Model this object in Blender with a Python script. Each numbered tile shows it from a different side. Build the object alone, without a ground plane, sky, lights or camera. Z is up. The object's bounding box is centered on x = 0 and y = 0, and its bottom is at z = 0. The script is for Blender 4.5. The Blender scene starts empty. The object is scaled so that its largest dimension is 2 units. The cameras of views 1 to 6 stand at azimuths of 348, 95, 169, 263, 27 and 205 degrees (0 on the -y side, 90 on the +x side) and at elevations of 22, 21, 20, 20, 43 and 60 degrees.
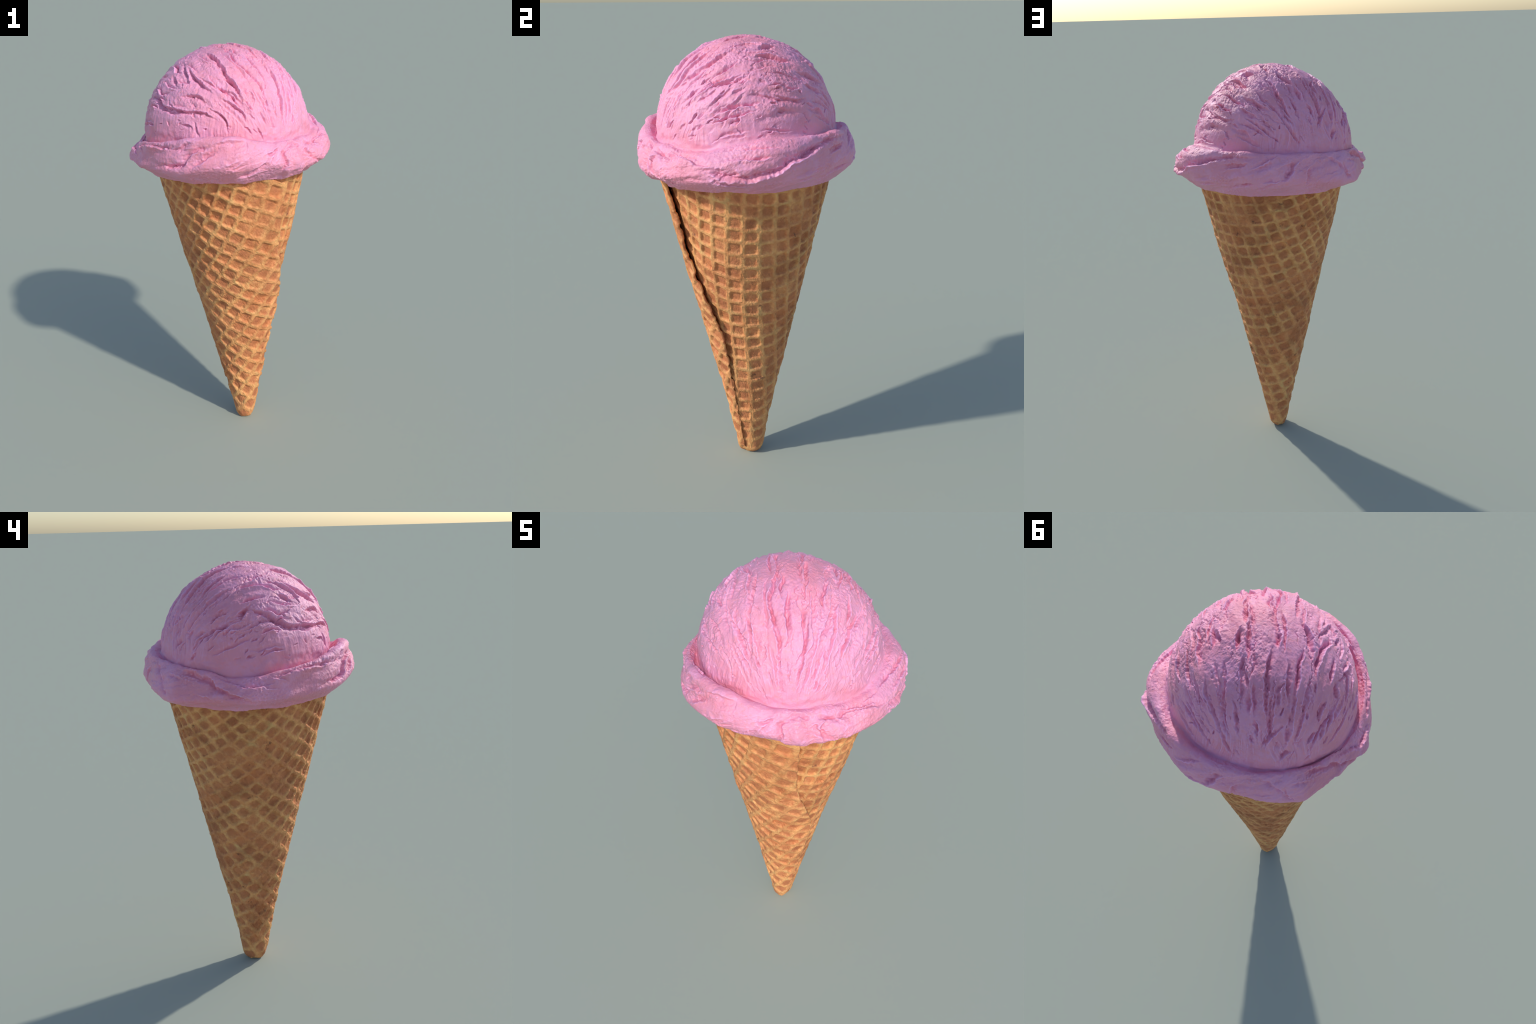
"""Strawberry ice cream scoop in a rolled waffle cone, built from profiles, strokes and noise."""
import bpy
import numpy as np

rad=np.radians

# ---------------------------------------------------------------- ice cream: base form
BALL_CENTRE = np.array([0.0, 0.0, 1.625])

def ball_radius(u):
    """Slightly lopsided ball: radius by direction (low order lumps only)."""
    x, y, z = u[..., 0], u[..., 1], u[..., 2]
    return (.3829 - .0047*x - .0019*y - .0128*z - .0085*x*y + .0017*x*z - .0058*y*z
            + .0068*(x*x - y*y) + .0011*(3*z*z - 1) + .0034*y*(3*x*x - y*y)
            - .0105*z*(x*x - y*y) + .0016*z*(5*z*z - 3))

def ring(table, az):
    """Smooth periodic curve through (azimuth, value) pairs."""
    a = np.array([p[0] for p in table], float)
    v = np.array([p[1] for p in table], float)
    a = np.concatenate([a - 360, a, a + 360]); v = np.concatenate([v, v, v])
    s = np.zeros_like(v)
    s[1:-1] = (v[2:] - v[:-2])/(a[2:] - a[:-2])
    i = np.clip(np.searchsorted(a, az % 360, side='right') - 1, 0, len(a) - 2)
    h = a[i+1] - a[i]; t = (az % 360 - a[i])/h
    return ((2*t**3 - 3*t**2 + 1)*v[i] + (t**3 - 2*t**2 + t)*h*s[i]
            + (-2*t**3 + 3*t**2)*v[i+1] + (t**3 - t**2)*h*s[i+1])

# the skirt squeezed out under the scoop, as it varies round the cone (azimuth, metres)
SKIRT_RADIUS = [(0, .478), (20, .468), (45, .472), (80, .484), (118, .484), (133, .462), (150, .456), (165, .460), (182, .449), (193, .442), (206, .455), (216, .465), (225, .474), (231, .462), (242, .451), (255, .457), (266, .476), (275, .463), (290, .454), (302, .456), (330, .478), (352, .486)]
SKIRT_MIDDLE = [(0, 1.555), (30, 1.515), (80, 1.53), (115, 1.555), (150, 1.545), (190, 1.53), (225, 1.50), (260, 1.51), (297, 1.51), (330, 1.54)]
SKIRT_BOTTOM = [(0, 1.449), (14, 1.446), (26, 1.440), (42, 1.438), (54, 1.442), (62, 1.447), (90, 1.446), (180, 1.446), (215, 1.440), (250, 1.444), (300, 1.446), (340, 1.446)]
LIP_HEIGHT = [(0, 1.652), (10, 1.624), (24, 1.606), (40, 1.605), (57, 1.603), (72, 1.610), (85, 1.624), (97, 1.641), (110, 1.656), (132, 1.655), (150, 1.651), (175, 1.641), (190, 1.637), (203, 1.634), (217, 1.622), (230, 1.610), (245, 1.600), (257, 1.584), (270, 1.590), (282, 1.602), (297, 1.617), (316, 1.634), (330, 1.658), (340, 1.665), (350, 1.662)]
LIP_RADIUS = [(0, .436), (24, .421), (57, .424), (72, .432), (88, .428), (103, .427), (118, .425), (150, .420), (175, .416), (190, .413), (230, .415), (257, .418), (297, .426), (316, .436), (332, .448), (346, .448)]
CREASE_DEPTH = [(0, .032), (14, .020), (26, .010), (57, .005), (85, .003), (115, .005), (135, .009), (150, .010), (168, .018), (180, .016), (190, .009), (205, .016), (220, .012), (236, .018), (257, .008), (275, .016), (290, .022), (310, .038), (335, .052), (352, .046)]

def cone_radius(az, z):
    """Outer face of the rolled wafer."""
    return .0415 + .2235*z + .0025*np.cos(rad(2*(az - 20))) * np.clip(z/.6, 0, 1) + .011*np.cos(rad(az))**2*np.exp(-(z/.22)**2)

def catmull(pts, n):
    """pts: list of (cols,2) control rows; n samples per span."""
    P = np.stack([2*pts[0]-pts[1]] + pts + [2*pts[-1]-pts[-2]])
    out = []
    for k in range(1, len(P)-2):
        p0, p1, p2, p3 = P[k-1], P[k], P[k+1], P[k+2]
        for t in np.linspace(0, 1, n[k-1], endpoint=False):
            out.append(.5*(2*p1 + (p2-p0)*t + (2*p0-5*p1+4*p2-p3)*t*t + (3*p1-p0-3*p2+p3)*t**3))
    out.append(P[-2])
    return np.stack(out)

def ice_cream_base(n_az, fine):
    """Rows run from under the skirt over its lip, down into the crease, then up the ball to the pole."""
    az = np.linspace(0, 360, n_az, endpoint=False)
    Rm, zm, zb = ring(SKIRT_RADIUS, az), ring(SKIRT_MIDDLE, az), ring(SKIRT_BOTTOM, az)
    zl, Rl, dep = ring(LIP_HEIGHT, az), ring(LIP_RADIUS, az), ring(CREASE_DEPTH, az)
    rc = cone_radius(az, zb)
    h = np.stack([np.sin(rad(az)), -np.cos(rad(az))], 1)
    zc = zl - dep
    # where the ball meets the crease
    el0 = np.arcsin(np.clip((zc - BALL_CENTRE[2])/.38, -.4, .5))
    d0 = np.concatenate([h*np.cos(el0)[:, None], np.sin(el0)[:, None]], 1)
    rb = ball_radius(d0)*np.cos(el0); zc = BALL_CENTRE[2] + ball_radius(d0)*np.sin(el0)
    S = lambda r, z: np.stack([r, z], 1)
    lean = .014*np.exp(-((az - 72)/26)**2)      # on this side the skirt's top runs up to the ball without a lip
    pts = [S(rc - .03, zb + .03), S(rc + .014, zb), S(rc + .4*(Rm-rc), zb + .016), S(Rm - .018, zm - .4*(zm-zb)),
           S(Rm, zm), S(Rm - .014, zm + .55*(zl-zm)), S(Rl + .006, zl - .006 - lean), S(Rl + .36*(rb - Rl), zl - .6*lean), S(Rl + .70*(rb - Rl), zl - .5*dep - .002 - .22*lean), S(rb, zc)]
    n = [max(2, int(round(f*fine))) for f in (5, 9, 10, 13, 11, 9, 6, 6, 6)]
    prof = catmull(pts, n)                                  # rows, cols, 2
    sk = prof.shape[0]
    nb = int(round(115*fine))
    t = (np.arange(1, nb+1)/nb)
    el = el0[None] + (np.pi/2 - .004 - el0)[None]*t[:, None]
    d = np.concatenate([h[None]*np.cos(el)[..., None], np.sin(el)[..., None]], 2)
    R = ball_radius(d)
    ball = np.stack([R*np.cos(el), BALL_CENTRE[2] + R*np.sin(el)], 2)
    rows = np.concatenate([prof, ball])
    # soft fillet where skirt and ball have run together, sharp where the lip stands off
    soft = np.clip((.034 - dep)/.024, .1, 1)
    k = np.arange(rows.shape[0])[:, None]
    w = np.exp(-((k - sk)/(9*fine))**2)*soft[None]
    for _ in range(int(34*fine*fine)):
        m = rows.copy(); m[1:-1] = .5*rows[1:-1] + .25*(rows[:-2] + rows[2:])
        rows = rows + (m - rows)*w[..., None]
    P = np.concatenate([h[None]*rows[..., :1], rows[..., 1:]], 2)
    return az, P, sk

# ---------------------------------------------------------------- noise
_EDGES = np.array([(1, 1, 0), (-1, 1, 0), (1, -1, 0), (-1, -1, 0), (1, 0, 1), (-1, 0, 1), (1, 0, -1), (-1, 0, -1), (0, 1, 1), (0, -1, 1), (0, 1, -1), (0, -1, -1)], float)

def noise(p, seed=0):
    """Smooth gradient noise, about -1..1, at points p (..., 3)."""
    p = p + 31.7*np.sin(seed*np.array([1.3, 2.1, 3.7]) + 1)
    i = np.floor(p).astype(np.int64); f = p - i
    w = f*f*f*(f*(f*6 - 15) + 10)
    u = i.astype(np.uint32)
    hx = [u[..., 0]*np.uint32(73856093), (u[..., 0] + np.uint32(1))*np.uint32(73856093)]
    hy = [u[..., 1]*np.uint32(19349663), (u[..., 1] + np.uint32(1))*np.uint32(19349663)]
    hz = [u[..., 2]*np.uint32(83492791), (u[..., 2] + np.uint32(1))*np.uint32(83492791)]
    out = 0.0
    for dx in (0, 1):
        for dy in (0, 1):
            for dz in (0, 1):
                h = hx[dx] ^ hy[dy] ^ hz[dz]
                h ^= h >> np.uint32(15); h *= np.uint32(0x2c1b3c6d); h ^= h >> np.uint32(12); h *= np.uint32(0x297a2d39); h ^= h >> np.uint32(15)
                g = _EDGES[(h % np.uint32(12)).astype(np.int64)]
                d = g[..., 0]*(f[..., 0] - dx) + g[..., 1]*(f[..., 1] - dy) + g[..., 2]*(f[..., 2] - dz)
                k = (w[..., 0] if dx else 1 - w[..., 0])*(w[..., 1] if dy else 1 - w[..., 1])*(w[..., 2] if dz else 1 - w[..., 2])
                out = out + k*d
    return out*1.25

def fbm(p, octaves, seed=0, gain=.5):
    a, s, tot = 1.0, 0.0, 0.0
    for k in range(octaves):
        s = s + a*noise(p*2.03**k + 17.3*k, seed + k); tot += a; a *= gain
    return s/tot

def smooth(a, b, x):
    t = np.clip((x - a)/(b - a), 0, 1)
    return t*t*(3 - 2*t)

def normals_of(P):
    """Unit normals of a grid closed along its second axis."""
    n = np.cross(np.roll(P, -1, 1) - np.roll(P, 1, 1), np.gradient(P, axis=0))
    return n/(np.linalg.norm(n, axis=2, keepdims=True) + 1e-12)

# ---------------------------------------------------------------- strokes: tears, ledges and folds drawn by the scoop
# Each stroke: (azimuth, elevation) in degrees on the ball, then which side stands proud (+1, -1), depth and width factors.
FRONT_TEARS = [
    ([(306, 52), (321, 43), (334, 36), (340, 32)], 1, 1.0, 1.0),
    ([(345, 29), (352, 25), (358, 21), (1, 17), (2, 11)], 1, .9, .7),
    ([(345, 46), (353, 41), (359, 34), (1, 24)], 1, 1.0, .9),
    ([(313, 29), (321, 30), (328, 30), (335, 26)], 1, .9, .9),
    ([(336, 23), (344, 19), (349, 14), (350, 5)], 1, .9, .6),
    ([(300, 28), (306, 23), (316, 20), (327, 20), (335, 19), (339, 17), (343, 14)], 1, .8, .7),
    ([(306, 39), (316, 40)], -1, .8, 1.0),
    ([(327, 14), (329, 9), (331, 4)], 1, .5, .7),
    ([(318, 12), (324, 11), (326, 8)], 1, .5, .7),
    ([(310, 68), (335, 62), (346, 53), (350, 47), (354, 40), (0, 32)], 1, 1.0, .9),
    ([(344, 77), (0, 60), (4, 53), (12, 43), (18, 34), (18, 25)], -1, 1.0, .8),
    ([(21, 66), (21, 57), (20, 50), (23, 42), (24, 34)], -1, 1.1, .9),
    ([(30, 61), (34, 52), (35, 42), (34, 32), (28, 22)], -1, .9, .9),
]
SIDE_TEARS = [
    ([(50, 62), (44, 53), (42, 44), (40, 34), (32, 25)], -1, 0.58, 0.79),
    ([(80, 62), (68, 54), (58, 46), (47, 37), (44, 32)], -1, 0.79, 1.1),
    ([(96, 42), (77, 36), (66, 28)], -1, 0.58, 0.79),
    ([(88, 34), (80, 28), (72, 20)], -1, 0.5, 0.79),
    ([(323, 44), (334, 40), (351, 32), (358, 23)], 1, 0.5, 0.7),
    ([(345, 36), (353, 32), (2, 24)], 1, 0.5, 0.62),
    ([(8, 31), (10, 25)], 1, 0.5, 0.62),
    ([(94, 24), (86, 18), (82, 10)], 1, 0.36, 0.7),
    ([(70, 82), (59, 78), (49, 71)], -1, 0.65, 0.79),
    ([(47, 28), (48, 24)], 1, 0.5, 0.7),
    ([(72, 64), (99, 70), (124, 66)], 1, 0.43, 0.79),
    ([(74, 32), (81, 37), (88, 38), (101, 41)], 1, 0.58, 0.79),
    ([(64, 24), (72, 29), (76, 32)], 1, 0.5, 0.79),
    ([(88, 30), (94, 33)], 1, 0.58, 0.79),
    ([(98, 29), (102, 30), (114, 27), (125, 24)], 1, 0.58, 0.79),
    ([(86, 22), (91, 26), (96, 31)], 1, 0.36, 0.7),
    ([(90, 19), (91, 15), (86, 11)], -1, 0.36, 0.62),
    ([(50, 21), (58, 28), (64, 34)], 1, 0.36, 0.7),
    ([(44, 10), (48, 20)], 1, 0.22, 0.7),
    ([(100, 12), (108, 16), (118, 18), (130, 19)], 1, 0.43, 1.9),
]
BACK_TEARS = [
    ([(104, 55), (118, 58), (134, 54), (146, 50)], 1, .9, 1.1),
    ([(118, 66), (136, 66)], 1, 1.1, 1.1),
    ([(130, 80), (150, 76), (168, 70)], -1, 1.1, 1.0),
    ([(162, 61), (172, 54), (176, 46), (181, 33), (186, 24)], 1, .9, .9),
    ([(182, 65), (192, 58), (197, 51)], 1, .8, .9),
    ([(232, 73), (218, 67), (212, 58), (210, 47), (210, 34)], -1, 1.1, .9),
    ([(242, 63), (230, 52), (225, 39)], -1, .8, .9),
    ([(250, 49), (237, 39), (234, 34)], -1, .7, .9),
    ([(270, 37), (258, 29)], -1, .6, .9),
    ([(202, 34), (204, 27)], 1, .8, .8),
    ([(269, 78), (242, 72)], 1, .9, .9),
    ([(59, 77), (99, 83)], 1, .8, .9),
    ([(178, 35), (180, 29), (186, 22)], 1, .7, .8),
    ([(197, 50), (198, 42), (198, 37)], 1, .8, .8),
    ([(141, 43), (156, 38), (169, 32)], 1, .8, 1.0),
    ([(142, 33), (152, 30), (159, 26)], 1, .7, .9),
    ([(160, 29), (166, 23), (171, 15)], 1, .5, 1.0),
    ([(138, 19), (150, 16), (154, 12)], 1, .5, 1.2),
    ([(112, 29), (128, 25), (141, 25)], 1, .7, .9),
]
LEFT_TEARS = [
    ([(254, 45), (260, 49), (270, 51), (283, 51), (292, 47), (301, 46)], -1, 1.1, 1.0),
    ([(262, 55), (270, 56), (290, 61), (316, 66)], -1, 1.0, 1.1),
    ([(262, 27), (266, 35)], -1, .7, 1.0),
    ([(268, 35), (274, 32), (280, 30), (288, 25), (300, 21), (318, 20)], 1, 1.2, 1.2),
    ([(242, 24), (246, 29), (251, 31)], -1, .7, 1.0),
    ([(240, 14), (244, 19), (246, 22)], -1, .6, .9),
    ([(234, 16), (237, 18)], -1, .6, .9),
    ([(216, 7), (218, 11), (221, 13)], -1, .7, .9),
    ([(205, 17), (212, 25), (220, 30)], -1, .7, .9),
    ([(250, 16), (255, 21), (264, 23), (269, 25)], -1, .5, .9),
    ([(218, 42), (222, 50), (228, 53)], -1, .8, .9),
    ([(295, 43), (304, 38)], 1, .9, 1.1),
    ([(290, 56), (300, 52), (312, 44), (318, 38)], 1, 1.0, 1.0),
]
# Folds of the skirt: (azimuth, height) with the same side, depth and width factors.
SKIRT_FOLDS = [
    ([(320, 1.605), (326, 1.633), (330, 1.647)], 1, .8, 1.0),
    ([(310, 1.542), (318, 1.535), (324, 1.545), (327, 1.583), (333, 1.612), (342, 1.628)], -1, 1.1, 1.1),
    ([(328, 1.525), (334, 1.561), (339, 1.593), (346, 1.617)], -1, .8, 1.3),
    ([(354, 1.462), (2, 1.514), (8, 1.539), (12, 1.566)], 1, 1.3, 1.1),
    ([(21, 1.473), (22, 1.521), (22, 1.569), (28, 1.598)], -1, 1.0, 1.0),
    ([(43, 1.495), (41, 1.53), (41, 1.558), (46, 1.588)], 1, .9, 1.0),
    ([(348, 1.526), (353, 1.559), (357, 1.573)], -1, .5, 1.2),
    ([(11, 1.578), (14, 1.586), (18, 1.594)], 1, 1.2, .7),
    ([(12, 1.545), (15, 1.571)], 1, .8, .9),
    ([(25, 1.594), (30, 1.599), (35, 1.593)], 1, 1.0, .8),
    ([(35, 1.558), (39, 1.573), (39, 1.552), (45, 1.534)], 1, .8, .7),
    ([(40, 1.596), (48, 1.583), (51, 1.569)], 1, 1.0, .9),
    ([(52, 1.596), (60, 1.592), (67, 1.587), (75, 1.581)], -1, .9, .9),
    ([(340, 1.629), (352, 1.64), (0, 1.636)], 1, .8, 1.4),
    ([(54, 1.40), (56, 1.43), (57, 1.46)], -1, 1.0, 1.2),
    ([(74, 1.553), (88, 1.562)], 1, .6, .9),
]
MORE_FOLDS = [
    ([(78, 1.545), (84, 1.535), (90, 1.530), (96, 1.524), (102, 1.533), (108, 1.546), (112, 1.566), (116, 1.585), (121, 1.592), (127, 1.604), (136, 1.618)], -1, 1.6, 1.3),
    ([(78, 1.528), (86, 1.507), (91, 1.495), (100, 1.486)], -1, .8, .7),
    ([(38, 1.589), (50, 1.583), (57, 1.586), (70, 1.579), (80, 1.566)], -1, .8, .9),
    ([(78, 1.605), (90, 1.620), (103, 1.630), (114, 1.628)], -1, .9, .8),
    ([(122, 1.585), (128, 1.604), (140, 1.624)], -1, .8, .8),
    ([(138, 1.637), (148, 1.643)], 1, 1.0, .9),
    ([(174, 1.638), (169, 1.630), (164, 1.612), (156, 1.58)], 1, .9, .9),
    ([(32, 1.55), (38, 1.535), (44, 1.512), (50, 1.494), (58, 1.483)], -1, .7, .8),
    ([(84, 1.586), (94, 1.600), (102, 1.598), (110, 1.606)], -1, .9, .8),
    ([(118, 1.52), (134, 1.536)], -1, .5, 1.2),
    ([(110, 1.54), (114, 1.558), (123, 1.581), (131, 1.606)], 1, .6, 1.0),
    ([(132, 1.628), (143, 1.634), (154, 1.633), (162, 1.636)], 1, .6, .8),
    ([(156, 1.57), (164, 1.598), (170, 1.613)], 1, .8, 1.0),
    ([(174, 1.53), (177, 1.545), (180, 1.568), (182, 1.598), (186, 1.618)], -1, 1.4, 1.2),
    ([(142, 1.522), (151, 1.548)], 1, .5, 1.0),
    ([(154, 1.488), (166, 1.51), (174, 1.53)], 1, .6, .9),
    ([(189, 1.50), (190, 1.551), (192, 1.57), (194, 1.585)], 1, .8, .9),
    ([(216, 1.575), (217, 1.53), (220, 1.50)], 1, .8, .8),
    ([(138, 1.600), (149, 1.603), (158, 1.607)], 1, .6, .8),
    ([(203, 1.623), (210, 1.59), (214, 1.56), (217, 1.523)], 1, .7, .9),
    ([(226, 1.606), (236, 1.592), (245, 1.573), (249, 1.546), (258, 1.517), (268, 1.496), (276, 1.485)], 1, 1.1, 1.1),
    ([(247, 1.590), (256, 1.573), (264, 1.561), (272, 1.560), (279, 1.570)], -1, 1.0, 1.2),
    ([(277, 1.578), (286, 1.597), (294, 1.603), (306, 1.610), (320, 1.612)], -1, .9, .8),
    ([(303, 1.54), (316, 1.539), (328, 1.55)], 1, .5, 1.2),
]

def dense(pts, per=7):
    """Smooth line through 3D points."""
    Q = np.asarray(pts)
    if len(Q) == 2:
        return np.linspace(Q[0], Q[1], per)
    q = catmull([Q[i][None] for i in range(len(Q))], [per]*(len(Q)-1))
    return q[:, 0]

def carve(P, N, lines, depth, width, dist_warp):
    """Height field of ragged tears: steep proud edge on one side, a ramp on the other, fading out at both ends."""
    V = P.reshape(-1, 3); M = N.reshape(-1, 3); W = V + dist_warp.reshape(-1, 3)
    h = np.zeros(len(V))
    for line, side, dk, wk in lines:
        w = width*wk
        lo, hi = line.min(0) - 6*w - .01, line.max(0) + 6*w + .01
        k = np.where(((W > lo) & (W < hi)).all(1))[0]
        if len(k) == 0:
            continue
        X = W[k]; best = np.full(len(k), 9.); sgn = np.zeros(len(k)); along = np.zeros(len(k))
        seg = np.linalg.norm(np.diff(line, axis=0), axis=1); cum = np.concatenate([[0], np.cumsum(seg)]); L = cum[-1]
        for s in range(len(seg)):
            a, b = line[s], line[s+1]; ab = b - a
            t = (X - a)@ab/(ab@ab + 1e-12); tc = np.clip(t, 0, 1)
            v = X - a - tc[:, None]*ab
            v = v - M[k]*(v*M[k]).sum(1)[:, None]*.8
            d = np.linalg.norm(v, axis=1)
            up = d < best
            best = np.where(up, d, best)
            sgn = np.where(up, np.sign((np.cross(ab[None], v)*M[k]).sum(1)), sgn)
            along = np.where(up, cum[s] + tc*seg[s], along)
        ends = smooth(0, min(.085, .5*L), np.minimum(along, L - along) + .010)
        x = best*sgn*side/(w*(.55 + .45*ends))
        steep = -np.exp(-(np.maximum(x, 0)/.55)**2) + .32*smooth(.3, 1.1, x)*np.exp(-np.maximum(x - 1.1, 0)/1.6)
        ramp = -np.exp(-(np.minimum(x, 0)/1.7)**2)
        rough = .9 + .4*noise(V[k]*30, 91) + .2*noise(V[k]*90, 92)
        h[k] += depth*dk*ends*np.clip(rough, .15, 1.4)*np.where(x > 0, steep, ramp)
    return h.reshape(P.shape[:2])

# ---------------------------------------------------------------- ice cream: build
def raggedness(P, coarse=.0050, finer=.0032):
    return (np.stack([noise(P*24, 3), noise(P*24, 4), noise(P*24, 5)], 2)*coarse
            + np.stack([noise(P*80, 6), noise(P*80, 7), noise(P*80, 8)], 2)*finer)

def on_sphere(a, e):
    d = np.array([np.sin(rad(a))*np.cos(rad(e)), -np.cos(rad(a))*np.cos(rad(e)), np.sin(rad(e))])
    return BALL_CENTRE + d*ball_radius(d)

# drag direction of the scoop: every tear lies in a plane through one low axis pointing at azimuth 24
DRAG_SIDE = np.array([np.sin(rad(114)), -np.cos(rad(114)), 0])
DRAG_FORE = np.array([np.sin(rad(24)), -np.cos(rad(24)), 0])
LOW = .45

def on_drag(f, g):
    """Point of the ball in drag plane f (radians from upright) at position g (-1..1) along the drag."""
    s2 = max(1 - g*g, .02); c = LOW*np.cos(f)
    r = c + np.sqrt(max(s2 - (LOW*np.sin(f))**2, 0))
    d = DRAG_FORE*g + DRAG_SIDE*(r*np.sin(f)) + np.array([0, 0, r*np.cos(f) - LOW])
    d = d/np.linalg.norm(d)
    return BALL_CENTRE + d*ball_radius(d)

def calm(p):
    """The smooth cheek low on the ball's left front, free of small tears."""
    a = np.degrees(np.arctan2(p[0], -p[1])) % 360
    return 292 < a < 348 and height_deg(p) < 17

def height_deg(p):
    return np.degrees(np.arcsin(np.clip((p[2] - BALL_CENTRE[2])/.38, -1, 1)))

def ball_relief(P, N, azg, rng):
    D = P - BALL_CENTRE
    el = np.degrees(np.arcsin(np.clip(D[..., 2]/np.linalg.norm(D, axis=2), -1, 1)))
    warp = raggedness(P)
    tears = [(dense([on_sphere(*q) for q in pts]), s, d, w) for group in (FRONT_TEARS, SIDE_TEARS, BACK_TEARS, LEFT_TEARS) for pts, s, d, w in group]
    flow = np.arctan2(D@DRAG_SIDE, D[..., 2] + LOW*.38)
    along = D@DRAG_FORE/.38
    small = []
    T = np.concatenate([t[0] for t in tears])
    for f0 in np.arange(-1.32, 1.33, .074):                # long, broken, nearly parallel tears following the drag
        f0 = f0 + rng.normal(0, .022); g = -.97 + rng.uniform(0, .25)
        while g < .9:
            ln = rng.uniform(.18, .62)
            if rng.random() < .82:
                n = max(3, int(ln/.09)); drift = rng.normal(0, .012, n).cumsum()*.6 + rng.normal(0, .011, n)
                pts = [on_drag(f0 + drift[q], g + ln*q/(n - 1)) for q in range(n)]
                pts = [p for p in pts if height_deg(p) > 3 and not calm(p) and np.linalg.norm(T - p, axis=1).min() > .0115]
                if len(pts) > 2:
                    small.append((dense(pts, 4), 1 if f0 > 0 else -1, rng.uniform(.45, 1.15)*(1 - .35*smooth(.75, 1.2, abs(f0))), rng.uniform(.7, 1.1)))
            g += ln + rng.uniform(.02, .16)
    holes = []
    while len(holes) < 180:                                # stretched air holes and nicks low on the ball
        f = rng.uniform(-1.7, 1.7); g = rng.uniform(-.98, .98); ln = rng.uniform(.006, .04)
        pts = [on_drag(f, g), on_drag(f + rng.normal(0, .01), g + ln)]
        e = height_deg(pts[0])
        if 1 < e < 42 and (not calm(pts[0]) or rng.random() < .2) and rng.random() < (1 if e < 25 else .4):
            wide = .25*smooth(.5, .9, f)*rng.random()       # rounder holes on one flank
            holes.append((dense(pts, 4), rng.choice([-1, 1]), rng.uniform(.35, 1.0), rng.uniform(.22, .55) + wide))
    high = smooth(4, 24, el)
    h = carve(P, N, tears, .0195, .0076, warp)
    h += carve(P, N, small, .0145, .0058, warp*.9)
    h += carve(P, N, holes, .0095, .0075, warp*.9)
    # ledges between the tears
    h += .0055*high*noise(np.stack([flow*8 + warp[..., 0]*40, along*1.6, 0*flow], 2), 21)
    h += .0030*high*noise(np.stack([flow*19 + warp[..., 1]*60, along*3.2, 0*flow], 2), 22)
    h += .0030*high*fbm(P*11, 2, 30)
    # fine wavy creases between the larger tears
    thin = noise(np.stack([flow*13 + warp[..., 2]*70, along*2.1, 0*flow + 3], 2), 23)
    h -= .0038*smooth(10, 26, el)*(1 - smooth(0, .13, np.abs(thin)))*smooth(-.2, .25, noise(P*9 + 2, 24))
    # crumbs: rough, broken patches
    patch = smooth(-.1, .4, fbm(P*7 + 5, 2, 40))
    crumb = fbm(P*75, 3, 50, .62)
    h += (.0012 + .0026*patch)*crumb*(.3 + .7*high)
    # streaks dragged down to the skirt, strongest at the front and the back
    low = (1 - smooth(10, 36, el))
    bent = azg + 3.5*noise(P*9, 77) + .12*(el - 10)*np.sin(rad(azg - 204))
    st = noise(np.stack([bent*.50, el*.05 + warp[..., 0]*60, 0*el], 2), 70) + .6*noise(np.stack([bent*1.3, el*.08, 0*el], 2), 72)
    ends = np.abs(np.cos(rad(azg - 20)))**2.6
    h += .0062*low*st*(.12 + .88*ends)*(.4 + .6*smooth(-.25, .25, noise(P*6, 73)))
    # the foot of the ball smeared into the skirt
    foot = np.exp(-((el - 1)/5)**2)
    return h*(.2 + .8*smooth(-2, 8, el))*smooth(90.2, 86, el) + foot*(.006*noise(P*19, 75) + .003*noise(P*45, 76))

def skirt_relief(P, N, azg, k, sk, rng):
    warp = raggedness(P, .0060, .0036)
    def at(a, z):
        col = P[:sk, int(round(a/360*P.shape[1])) % P.shape[1]]
        r0 = int(np.argmax(np.hypot(col[:, 0], col[:, 1])))//2
        return col[r0 + int(np.argmin(np.abs(col[r0:int(sk*.80), 2] - z)))]
    folds = [(dense([at(*q) for q in pts]), s, d, w) for pts, s, d, w in SKIRT_FOLDS + MORE_FOLDS]
    for _ in range(26):
        a = rng.uniform(60, 360); z = rng.uniform(1.46, 1.6); slope = rng.uniform(.0005, .003)*(1 if 60 < a < 200 or a > 300 else -1); stp = rng.uniform(3, 6)
        pts = [at(a + stp*i, np.clip(z + slope*stp*i, 1.43, 1.63)) for i in range(4)]
        folds.append((dense(pts, 4), rng.choice([-1, 1]), rng.uniform(.2, .5), rng.uniform(.5, .9)))
    h = carve(P, N, folds, .0140, .0085, warp)
    h += .0085*fbm(P*7.5, 2, 80)
    sweep = azg*.055 - (P[..., 2] - 1.5)*26
    h += .0060*noise(np.stack([sweep + warp[..., 0]*30, azg*.028, 0*sweep + 2], 2), 82)
    h += .0022*noise(np.stack([sweep*2.6 + warp[..., 0]*80, azg*.07, 0*sweep + 5], 2), 83)
    patch = smooth(-.1, .35, fbm(P*8 + 9, 2, 84))
    h += (.0014 + .0028*patch)*fbm(P*90, 3, 85, .65)
    lobes = smooth(16, 24, azg)*(1 - smooth(54, 60, azg))
    h += lobes*.013*noise(P*np.array([17, 17, 9]), 86)
    return h*(.25 + .75*smooth(2, 22, k))

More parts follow.
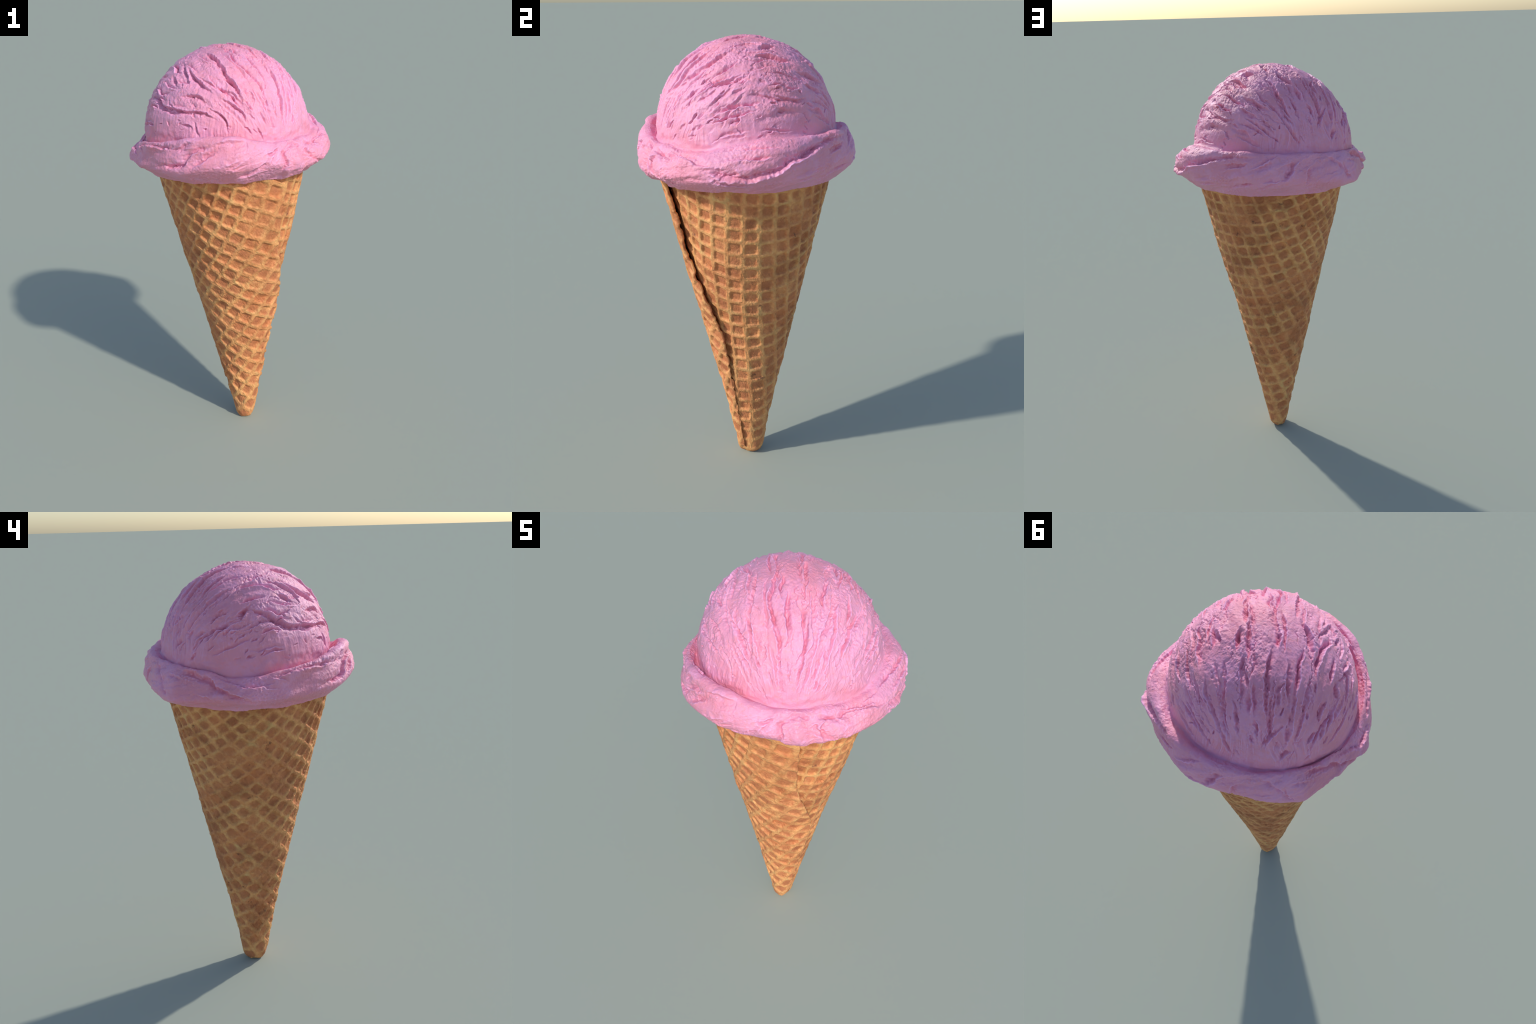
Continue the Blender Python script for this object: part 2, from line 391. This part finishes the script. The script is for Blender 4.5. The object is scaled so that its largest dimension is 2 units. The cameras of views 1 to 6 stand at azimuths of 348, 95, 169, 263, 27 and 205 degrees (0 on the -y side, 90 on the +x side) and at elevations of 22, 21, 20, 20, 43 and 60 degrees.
def sculpted_ice_cream():
    az, P, sk = ice_cream_base(1060, 2.6)
    N = normals_of(P)
    k = np.arange(P.shape[0])[:, None]
    azg = np.broadcast_to(az[None], P.shape[:2])
    rng = np.random.default_rng(11)
    a, b = sk - 6, sk + 6
    h = np.zeros(P.shape[:2])
    h[a:] += ball_relief(P[a:], N[a:], azg[a:], rng)*smooth(sk - 5, sk + 10, k[a:])
    h[:b] += skirt_relief(P[:b], N[:b], azg[:b], k[:b], sk, rng)*(1 - smooth(sk - 12, sk + 3, k[:b]))
    return P + N*h[..., None], sk

def grid_faces(rows, cols, start=0, wrap=True):
    c = cols if wrap else cols - 1
    i, j = np.meshgrid(np.arange(rows - 1), np.arange(c), indexing='ij')
    a = i*cols + j; b = i*cols + (j + 1) % cols
    return (np.stack([a, b, b + cols, a + cols], 2).reshape(-1, 4) + start)

def make_mesh(name, V, quads, tris=None, normals=None):
    me = bpy.data.meshes.new(name)
    tris = np.zeros((0, 3), int) if tris is None else tris
    nq, nt = len(quads), len(tris)
    me.vertices.add(len(V)); me.vertices.foreach_set('co', np.ascontiguousarray(V, np.float32).ravel())
    loops = np.concatenate([quads.ravel(), tris.ravel()]).astype(np.int32)
    me.loops.add(len(loops)); me.loops.foreach_set('vertex_index', loops)
    starts = np.concatenate([np.arange(nq)*4, nq*4 + np.arange(nt)*3]).astype(np.int32)
    me.polygons.add(nq + nt); me.polygons.foreach_set('loop_start', starts)
    me.polygons.foreach_set('use_smooth', np.ones(nq + nt, bool))
    me.update(calc_edges=True); me.validate()
    if normals is not None:
        me.normals_split_custom_set_from_vertices(np.asarray(normals, float).tolist())
    ob = bpy.data.objects.new(name, me)
    bpy.context.scene.collection.objects.link(ob)
    return ob

def vertex_normals(V, quads, tris):
    n = np.zeros_like(V)
    for f in (quads[:, [0, 1, 2]], quads[:, [0, 2, 3]], tris):
        if len(f):
            c = np.cross(V[f[:, 1]] - V[f[:, 0]], V[f[:, 2]] - V[f[:, 0]])
            for k in range(3):
                for ax in range(3):
                    n[:, ax] += np.bincount(f[:, k], c[:, ax], len(V))
    return n/(np.linalg.norm(n, axis=1, keepdims=True) + 1e-15)

def build_ice_cream(parent):
    Q, sk = sculpted_ice_cream()
    ring_z = Q[sk, :, 2]
    material = ice_cream_material([float(ring_z[int(round(k/30*len(ring_z))) % len(ring_z)]) for k in range(31)])
    rows, cols, _ = Q.shape
    V = np.concatenate([Q.reshape(-1, 3), Q[-1].mean(0)[None]])
    quads = grid_faces(rows, cols)
    last = (rows - 1)*cols; j = np.arange(cols)
    tris = np.stack([last + j, last + (j + 1) % cols, np.full(cols, len(V) - 1)], 1)
    nrm = vertex_normals(V, quads, tris)
    row_of = quads[:, 0]//cols
    for name, q, t in (('ice_cream_skirt', quads[row_of < sk], np.zeros((0, 3), int)), ('ice_cream_scoop', quads[row_of >= sk], tris)):
        used = np.unique(np.concatenate([q.ravel(), t.ravel()]))
        remap = np.zeros(len(V), int); remap[used] = np.arange(len(used))
        ob = make_mesh(name, V[used], remap[q], remap[t], nrm[used])
        ob.data.materials.append(material); ob.parent = parent

# ---------------------------------------------------------------- waffle cone
SLOPE = .2235
SIN_HALF = SLOPE/np.sqrt(1 + SLOPE*SLOPE)
APEX = -.0400/SLOPE
CONE_X, CONE_Y = .006, -.009
# the baked grid, unrolled: lattice numbers as smooth functions of the flat sheet (x across, y up the slant)
GRID_ACROSS = (.653, 14.698, -.266, .370, 1.281, -1.391, 1.861, 4.234, .369, .099, -1.063, -.915, 3.609, .678, 1.007)
GRID_DOWN = (4.717, -1.110, -16.293, 1.801, -2.427, -1.514, -2.278, -4.142, .637, -.936, 1.401, 2.289, -4.555, .624, -.250)
POWERS = ((0, 0), (1, 0), (0, 1), (2, 0), (1, 1), (0, 2), (3, 0), (2, 1), (1, 2), (0, 3), (4, 0), (3, 1), (2, 2), (1, 3), (0, 4))

def seam_azimuth(z):
    """Where the outer edge of the rolled sheet lies."""
    return 32 + 30*(1 - smooth(.66, 1.14, z))

def lattice(az_u, z, r):
    rho = np.hypot(r, z - APEX); psi = rad(az_u - 95)*SIN_HALF
    x, y = rho*np.sin(psi), rho*np.cos(psi) - 1.3
    i = sum(c*x**p*y**q for c, (p, q) in zip(GRID_ACROSS, POWERS))
    j = sum(c*x**p*y**q for c, (p, q) in zip(GRID_DOWN, POWERS))
    return i, j

def build_cone(parent, material):
    n_z, n_a = 560, 960
    z = np.concatenate([np.linspace(0, 1, 24, endpoint=False)**1.6*.045, np.linspace(.045, 1.475, n_z)])
    seam = seam_azimuth(z)
    t = np.linspace(0, 1, n_a)
    az_u = (seam[:, None] - 26) + t[None]*386            # hidden start under the flap ... outer edge
    Z = z[:, None] + 0*az_u
    past = az_u - seam[:, None]                           # 0 at the seam line under the flap, 360 at the flap's edge
    open_ = .35 + .65*smooth(.25, 1.0, Z)
    inner = -(.024*open_)*(1 - smooth(0, 62, past))
    flap = (.009*open_)*smooth(285, 360, past)
    base = cone_radius(az_u, Z)
    i, j = lattice(az_u, Z, .04 + SLOPE*Z)
    h3 = np.stack([np.sin(rad(az_u)), -np.cos(rad(az_u)), Z*0], 2)
    P0 = h3*base[..., None]; P0[..., 2] = Z
    S = P0*1.0; S[..., 2] += past*.004                    # seed space with no repeat across the overlap
    far_side_wobble = .75 + .75*np.cos(rad(az_u - 235))*.5 + .2     # the grid lines wobble more on the side around azimuth 235
    i = i + far_side_wobble*(.085*noise(S*15, 101) + .060*noise(S*42, 102)); j = j + far_side_wobble*(.085*noise(S*15, 103) + .060*noise(S*42, 104))
    ci, cj = np.round(i), np.round(j)
    fi, fj = np.abs(i - ci)*2, np.abs(j - cj)*2
    q = (fi**6 + fj**6)**(1/6)
    cell = np.stack([ci*.37, cj*.37, 0*ci], 2)
    dep = 1 + .25*noise(cell*7.7 + .5, 105)
    wear = smooth(-.35, .35, fbm(S*5.5, 2, 106))
    relief = -.0105*dep*(1 - smooth(.55, .87, q))*(.45 + .55*wear)
    relief += .0016*fbm(S*60, 3, 107, .6) + .0048*fbm(S*9, 2, 108) + .0010*noise(S*130, 109)
    relief += .0022*smooth(.8, 1, q)*noise(S*34, 110)
    tip = np.sqrt(np.clip(1 - (1 - np.clip(Z/.038, 0, 1))**2, 0, 1))
    # stay full at the stub of the cone
    relief *= .45 + .55*smooth(.02, .22, Z)
    base = base + .004*(1 - smooth(.0, .12, Z))
    R = base + inner + flap + relief
    R = R*(.62 + .38*tip)
    lift = smooth(318, 352, past)*.026                    # the flap stops a little short of the tip
    Zf = Z + lift*(1 - smooth(.0, .09, Z)) + .004*noise(np.stack([az_u*.03, 0*Z, 0*Z], 2), 111)*(1 - smooth(0, .05, Z))
    Zf = np.maximum(Zf, 0.0)
    outer = np.stack([h3[..., 0]*R, h3[..., 1]*R, Zf], 2)
    # rolled-over outer edge and the underside of the flap
    thick = (.015*open_[:, -1:] + .0022*noise(np.stack([z*40, 0*z, 0*z], 1), 112)[:, None])
    edge = []
    e_az, e_R, e_Z = az_u[:, -1], R[:, -1], Zf[:, -1]
    steps = np.linspace(0, np.pi, 9)[1:]
    bump = .0030*noise(np.stack([z*22, 0*z, 0*z], 1), 113) + .0008*noise(np.stack([z*90, 0*z, 0*z], 1), 114)
    for s in steps:
        out = (np.sin(s)*thick[:, 0]*.55 + bump*np.sin(s))/np.maximum(e_R, .02)
        rr = e_R - thick[:, 0]*.5*(1 - np.cos(s)); aa = rad(e_az) + out
        edge.append(np.stack([np.sin(aa)*rr, -np.cos(aa)*rr, e_Z], 1))
    for back in np.linspace(1.5, 60, 26):
        aa = rad(e_az - back); k = np.clip(((360 - back) + 26)/386*(n_a - 1), 0, n_a - 1).astype(int)
        rr = R[:, k] - relief[:, k] - thick[:, 0] - .006*smooth(0, 10, back)
        edge.append(np.stack([np.sin(aa)*rr, -np.cos(aa)*rr, Zf[:, k]], 1))
    sheet = np.concatenate([outer, np.stack(edge, 1)], 1)
    rows, cols, _ = sheet.shape
    sheet = sheet + np.array([CONE_X, CONE_Y, 0])
    V = np.concatenate([sheet.reshape(-1, 3), np.array([[CONE_X, CONE_Y, .004]])])
    quads = grid_faces(rows, cols, wrap=False)
    jj = np.arange(n_a - 1)
    tris = np.stack([jj + 1, jj, np.full(n_a - 1, len(V) - 1)], 1)
    ob = make_mesh('waffle_cone', V, quads, tris)
    ob.data.materials.append(material); ob.parent = parent
    return ob

# ---------------------------------------------------------------- materials
class Nodes:
    """Small expression helper over shader math nodes."""
    def __init__(self, name):
        self.mat = bpy.data.materials.new(name); self.mat.use_nodes = True
        self.t = self.mat.node_tree; self.bsdf = self.t.nodes['Principled BSDF']
        self.out = self.t.nodes['Material Output']
        self.obj = self.t.nodes.new('ShaderNodeTexCoord').outputs['Object']
    def put(self, sock, v):
        if isinstance(v, bpy.types.NodeSocket):
            self.t.links.new(v, sock)
        else:
            sock.default_value = v
    def m(self, op, a, b=0.0, c=0.0):
        n = self.t.nodes.new('ShaderNodeMath'); n.operation = op
        for s, v in zip(n.inputs, (a, b, c)):
            self.put(s, v)
        return n.outputs[0]
    def map(self, v, a, b, c=0.0, d=1.0, smooth=True):
        n = self.t.nodes.new('ShaderNodeMapRange'); n.interpolation_type = 'SMOOTHSTEP' if smooth else 'LINEAR'
        for k, x in zip(('Value', 'From Min', 'From Max', 'To Min', 'To Max'), (v, a, b, c, d)):
            self.put(n.inputs[k], x)
        return n.outputs['Result']
    def noise(self, scale, detail=3.0, rough=.55, distort=0.0, stretch=None, vec=None):
        n = self.t.nodes.new('ShaderNodeTexNoise')
        v = vec or self.obj
        if stretch:
            mp = self.t.nodes.new('ShaderNodeMapping'); self.put(mp.inputs['Vector'], v); mp.inputs['Scale'].default_value = stretch
            v = mp.outputs[0]
        self.put(n.inputs['Vector'], v)
        n.inputs['Scale'].default_value = scale; n.inputs['Detail'].default_value = detail
        n.inputs['Roughness'].default_value = rough; n.inputs['Distortion'].default_value = distort
        return n.outputs['Fac']
    def mix(self, f, a, b, kind='MIX'):
        n = self.t.nodes.new('ShaderNodeMix'); n.data_type = 'RGBA'; n.blend_type = kind
        self.put(n.inputs[0], f)
        for s, v in ((n.inputs[6], a), (n.inputs[7], b)):
            self.put(s, v if isinstance(v, bpy.types.NodeSocket) else (*v, 1))
        return n.outputs[2]
    def bump(self, height, strength, dist, normal=None):
        n = self.t.nodes.new('ShaderNodeBump'); self.put(n.inputs['Height'], height)
        n.inputs['Strength'].default_value = strength; n.inputs['Distance'].default_value = dist
        if normal: self.put(n.inputs['Normal'], normal)
        return n.outputs[0]

def ice_cream_material(join):
    """join: heights of the ring where skirt and scoop meet, at even azimuths; edge tints fade out there."""
    s = Nodes('strawberry_ice_cream'); b = s.bsdf
    sep = s.t.nodes.new('ShaderNodeSeparateXYZ'); s.put(sep.inputs[0], s.obj)
    turn = s.m('ADD', s.m('MULTIPLY', s.m('ARCTAN2', sep.outputs[0], s.m('MULTIPLY', sep.outputs[1], -1.0)), .5/np.pi), .0)
    turn = s.m('FRACT', s.m('ADD', turn, 1.0))
    ramp = s.t.nodes.new('ShaderNodeValToRGB'); s.put(ramp.inputs[0], turn)
    el = ramp.color_ramp.elements
    while len(el) < len(join):
        el.new(.5)
    for k, zj in enumerate(join):
        g = (zj - 1.5)/.25; el[k].position = k/(len(join) - 1); el[k].color = (g, g, g, 1)
    level = s.m('ADD', s.m('MULTIPLY', ramp.outputs[0], .25), 1.5)
    clear = s.map(s.m('ABSOLUTE', s.m('SUBTRACT', sep.outputs[2], level)), .003, .012)
    geo = s.t.nodes.new('ShaderNodeNewGeometry')
    soft = s.noise(3.2, 3, .55)
    col = s.mix(s.map(soft, .38, .62), (.81, .295, .405), (.83, .350, .525))
    col = s.mix(s.map(s.noise(17, 4, .6), .50, .66, 0, .55), col, (.84, .375, .585))  # lavender highlights painted into the pink as mottling
    col = s.mix(s.map(s.noise(55, 5, .65), .50, .66, 0, .6), col, (.86, .315, .385))
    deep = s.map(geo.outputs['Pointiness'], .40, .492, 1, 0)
    col = s.mix(s.m('MULTIPLY', s.m('MULTIPLY', deep, .52), clear), col, (.78, .19, .29))  # groove shading and pink bounce light tinted into the base colour
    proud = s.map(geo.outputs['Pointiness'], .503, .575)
    col = s.mix(s.m('MULTIPLY', s.m('MULTIPLY', proud, .65), clear), col, (.88, .47, .76))  # glints along raised edges baked in as pale lavender
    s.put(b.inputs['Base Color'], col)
    b.inputs['Roughness'].default_value = .5
    b.inputs['Specular IOR Level'].default_value = .45
    b.inputs['Subsurface Weight'].default_value = .25
    b.inputs['Subsurface Radius'].default_value = (.030, .010, .012)
    b.inputs['Subsurface Scale'].default_value = .35
    g = s.m('MULTIPLY', s.noise(150, 4, .65), s.map(s.noise(9, 2), .4, .65, .35, 1))
    s.put(b.inputs['Normal'], s.bump(g, .8, .004))
    return s.mat

def waffle_material():
    s = Nodes('baked_waffle'); b = s.bsdf
    sep = s.t.nodes.new('ShaderNodeSeparateXYZ'); s.put(sep.inputs[0], s.obj)
    X = s.m('SUBTRACT', sep.outputs[0], CONE_X); Y = s.m('SUBTRACT', sep.outputs[1], CONE_Y); Z = sep.outputs[2]
    az = s.m('MULTIPLY', s.m('ARCTAN2', X, s.m('MULTIPLY', Y, -1.0)), 180/np.pi)
    az = s.m('ADD', az, s.m('MULTIPLY', s.m('LESS_THAN', az, 0.0), 360.0))
    seam = s.m('ADD', s.map(Z, .66, 1.14, 30.0, 0.0), 33.0)
    az = s.m('ADD', az, s.m('MULTIPLY', s.m('LESS_THAN', az, seam), 360.0))
    r = s.m('ADD', s.m('MULTIPLY', Z, SLOPE), .04)
    zz = s.m('SUBTRACT', Z, APEX)
    rho = s.m('SQRT', s.m('ADD', s.m('MULTIPLY', r, r), s.m('MULTIPLY', zz, zz)))
    psi = s.m('MULTIPLY', s.m('SUBTRACT', az, 95.0), SIN_HALF*np.pi/180)
    x = s.m('MULTIPLY', rho, s.m('SINE', psi)); y = s.m('SUBTRACT', s.m('MULTIPLY', rho, s.m('COSINE', psi)), 1.3)
    px = {0: None, 1: x}; py = {0: None, 1: y}
    for k in (2, 3, 4):
        px[k] = s.m('MULTIPLY', px[k-1], x); py[k] = s.m('MULTIPLY', py[k-1], y)
    def poly(co):
        acc = co[0]
        for c, (p, q) in list(zip(co, POWERS))[1:]:
            a, d = px[p], py[q]
            term = s.m('MULTIPLY', a, d) if (p and q) else (a if p else d)
            acc = s.m('MULTIPLY_ADD', term, c, acc)
        return acc
    def off(v):
        return s.m('MULTIPLY', s.m('ABSOLUTE', s.m('SUBTRACT', v, s.m('ROUND', v))), 2.0)
    wob = lambda sc, amp, k: s.m('MULTIPLY', s.m('SUBTRACT', s.noise(sc, 2, .5, 0, (1, 1, k)), .5), amp)
    fi = off(s.m('ADD', poly(GRID_ACROSS), wob(28, .34, 1.0))); fj = off(s.m('ADD', poly(GRID_DOWN), wob(31, .34, 1.13)))
    q = s.m('POWER', s.m('ADD', s.m('POWER', fi, 4.0), s.m('POWER', fj, 4.0)), .25)
    ridge = s.map(q, .50, .93)
    lost = s.map(s.noise(5.5, 4, .65), .45, .62)
    away = s.m('COSINE', s.m('MULTIPLY', s.m('SUBTRACT', az, 240.0), np.pi/180))
    lost = s.m('MULTIPLY', lost, s.map(away, -1.0, .8, .40, .95, False))  # rib colour contrast lower on the side around azimuth 240
    ridge = s.m('MULTIPLY', ridge, s.m('SUBTRACT', 1.0, lost))
    ridge = s.m('MAXIMUM', ridge, s.m('MULTIPLY', s.map(s.noise(7.5, 4, .65), .56, .70), .55))
    mott = s.noise(11, 4, .6)
    fine = s.noise(60, 4, .65)
    pocket = s.mix(s.map(fine, .35, .65), (.59, .212, .084), (.72, .305, .124))
    pocket = s.mix(s.map(mott, .42, .62, .5, 0), pocket, (.44, .155, .070))
    rid = s.mix(s.map(fine, .35, .68), (.77, .345, .128), (.87, .460, .180))
    rid = s.mix(s.map(s.noise(16, 4, .65), .52, .66, 0, .6), rid, (.70, .455, .185))
    rid = s.mix(s.map(mott, .35, .48, .55, 0), rid, (.64, .265, .115))
    col = s.mix(ridge, pocket, rid)
    pocket_red = s.map(q, .15, .55, .45, 0)
    col = s.mix(s.m('MULTIPLY', pocket_red, s.map(fine, .42, .6)), col, (.50, .135, .070))
    warm = s.map(s.noise(8.5, 4, .65, .4), .50, .66)
    col = s.mix(s.m('MULTIPLY', warm, .45), col, (.66, .225, .085))
    toast = s.map(s.noise(6.5, 5, .7, .6), .44, .66)
    col = s.mix(s.m('MULTIPLY', toast, .6), col, (.55, .48, .45), 'MULTIPLY')
    scorch = s.map(s.noise(17, 5, .75), .62, .71, 0, .8)
    col = s.mix(scorch, col, (.15, .06, .035))
    s.put(b.inputs['Base Color'], col)
    b.inputs['Roughness'].default_value = .62
    b.inputs['Specular IOR Level'].default_value = .3
    g = s.m('ADD', s.noise(180, 4, .65), s.m('MULTIPLY', s.noise(45, 3, .6), .6))
    s.put(b.inputs['Normal'], s.bump(g, .6, .004))
    return s.mat

# ---------------------------------------------------------------- put together
root = bpy.data.objects.new('ice_cream_cone', None)
bpy.context.scene.collection.objects.link(root)
root['label'] = 'pink strawberry ice cream scoop in a rolled waffle cone'
root['category'] = 'ice cream'
build_cone(root, waffle_material())
build_ice_cream(root)
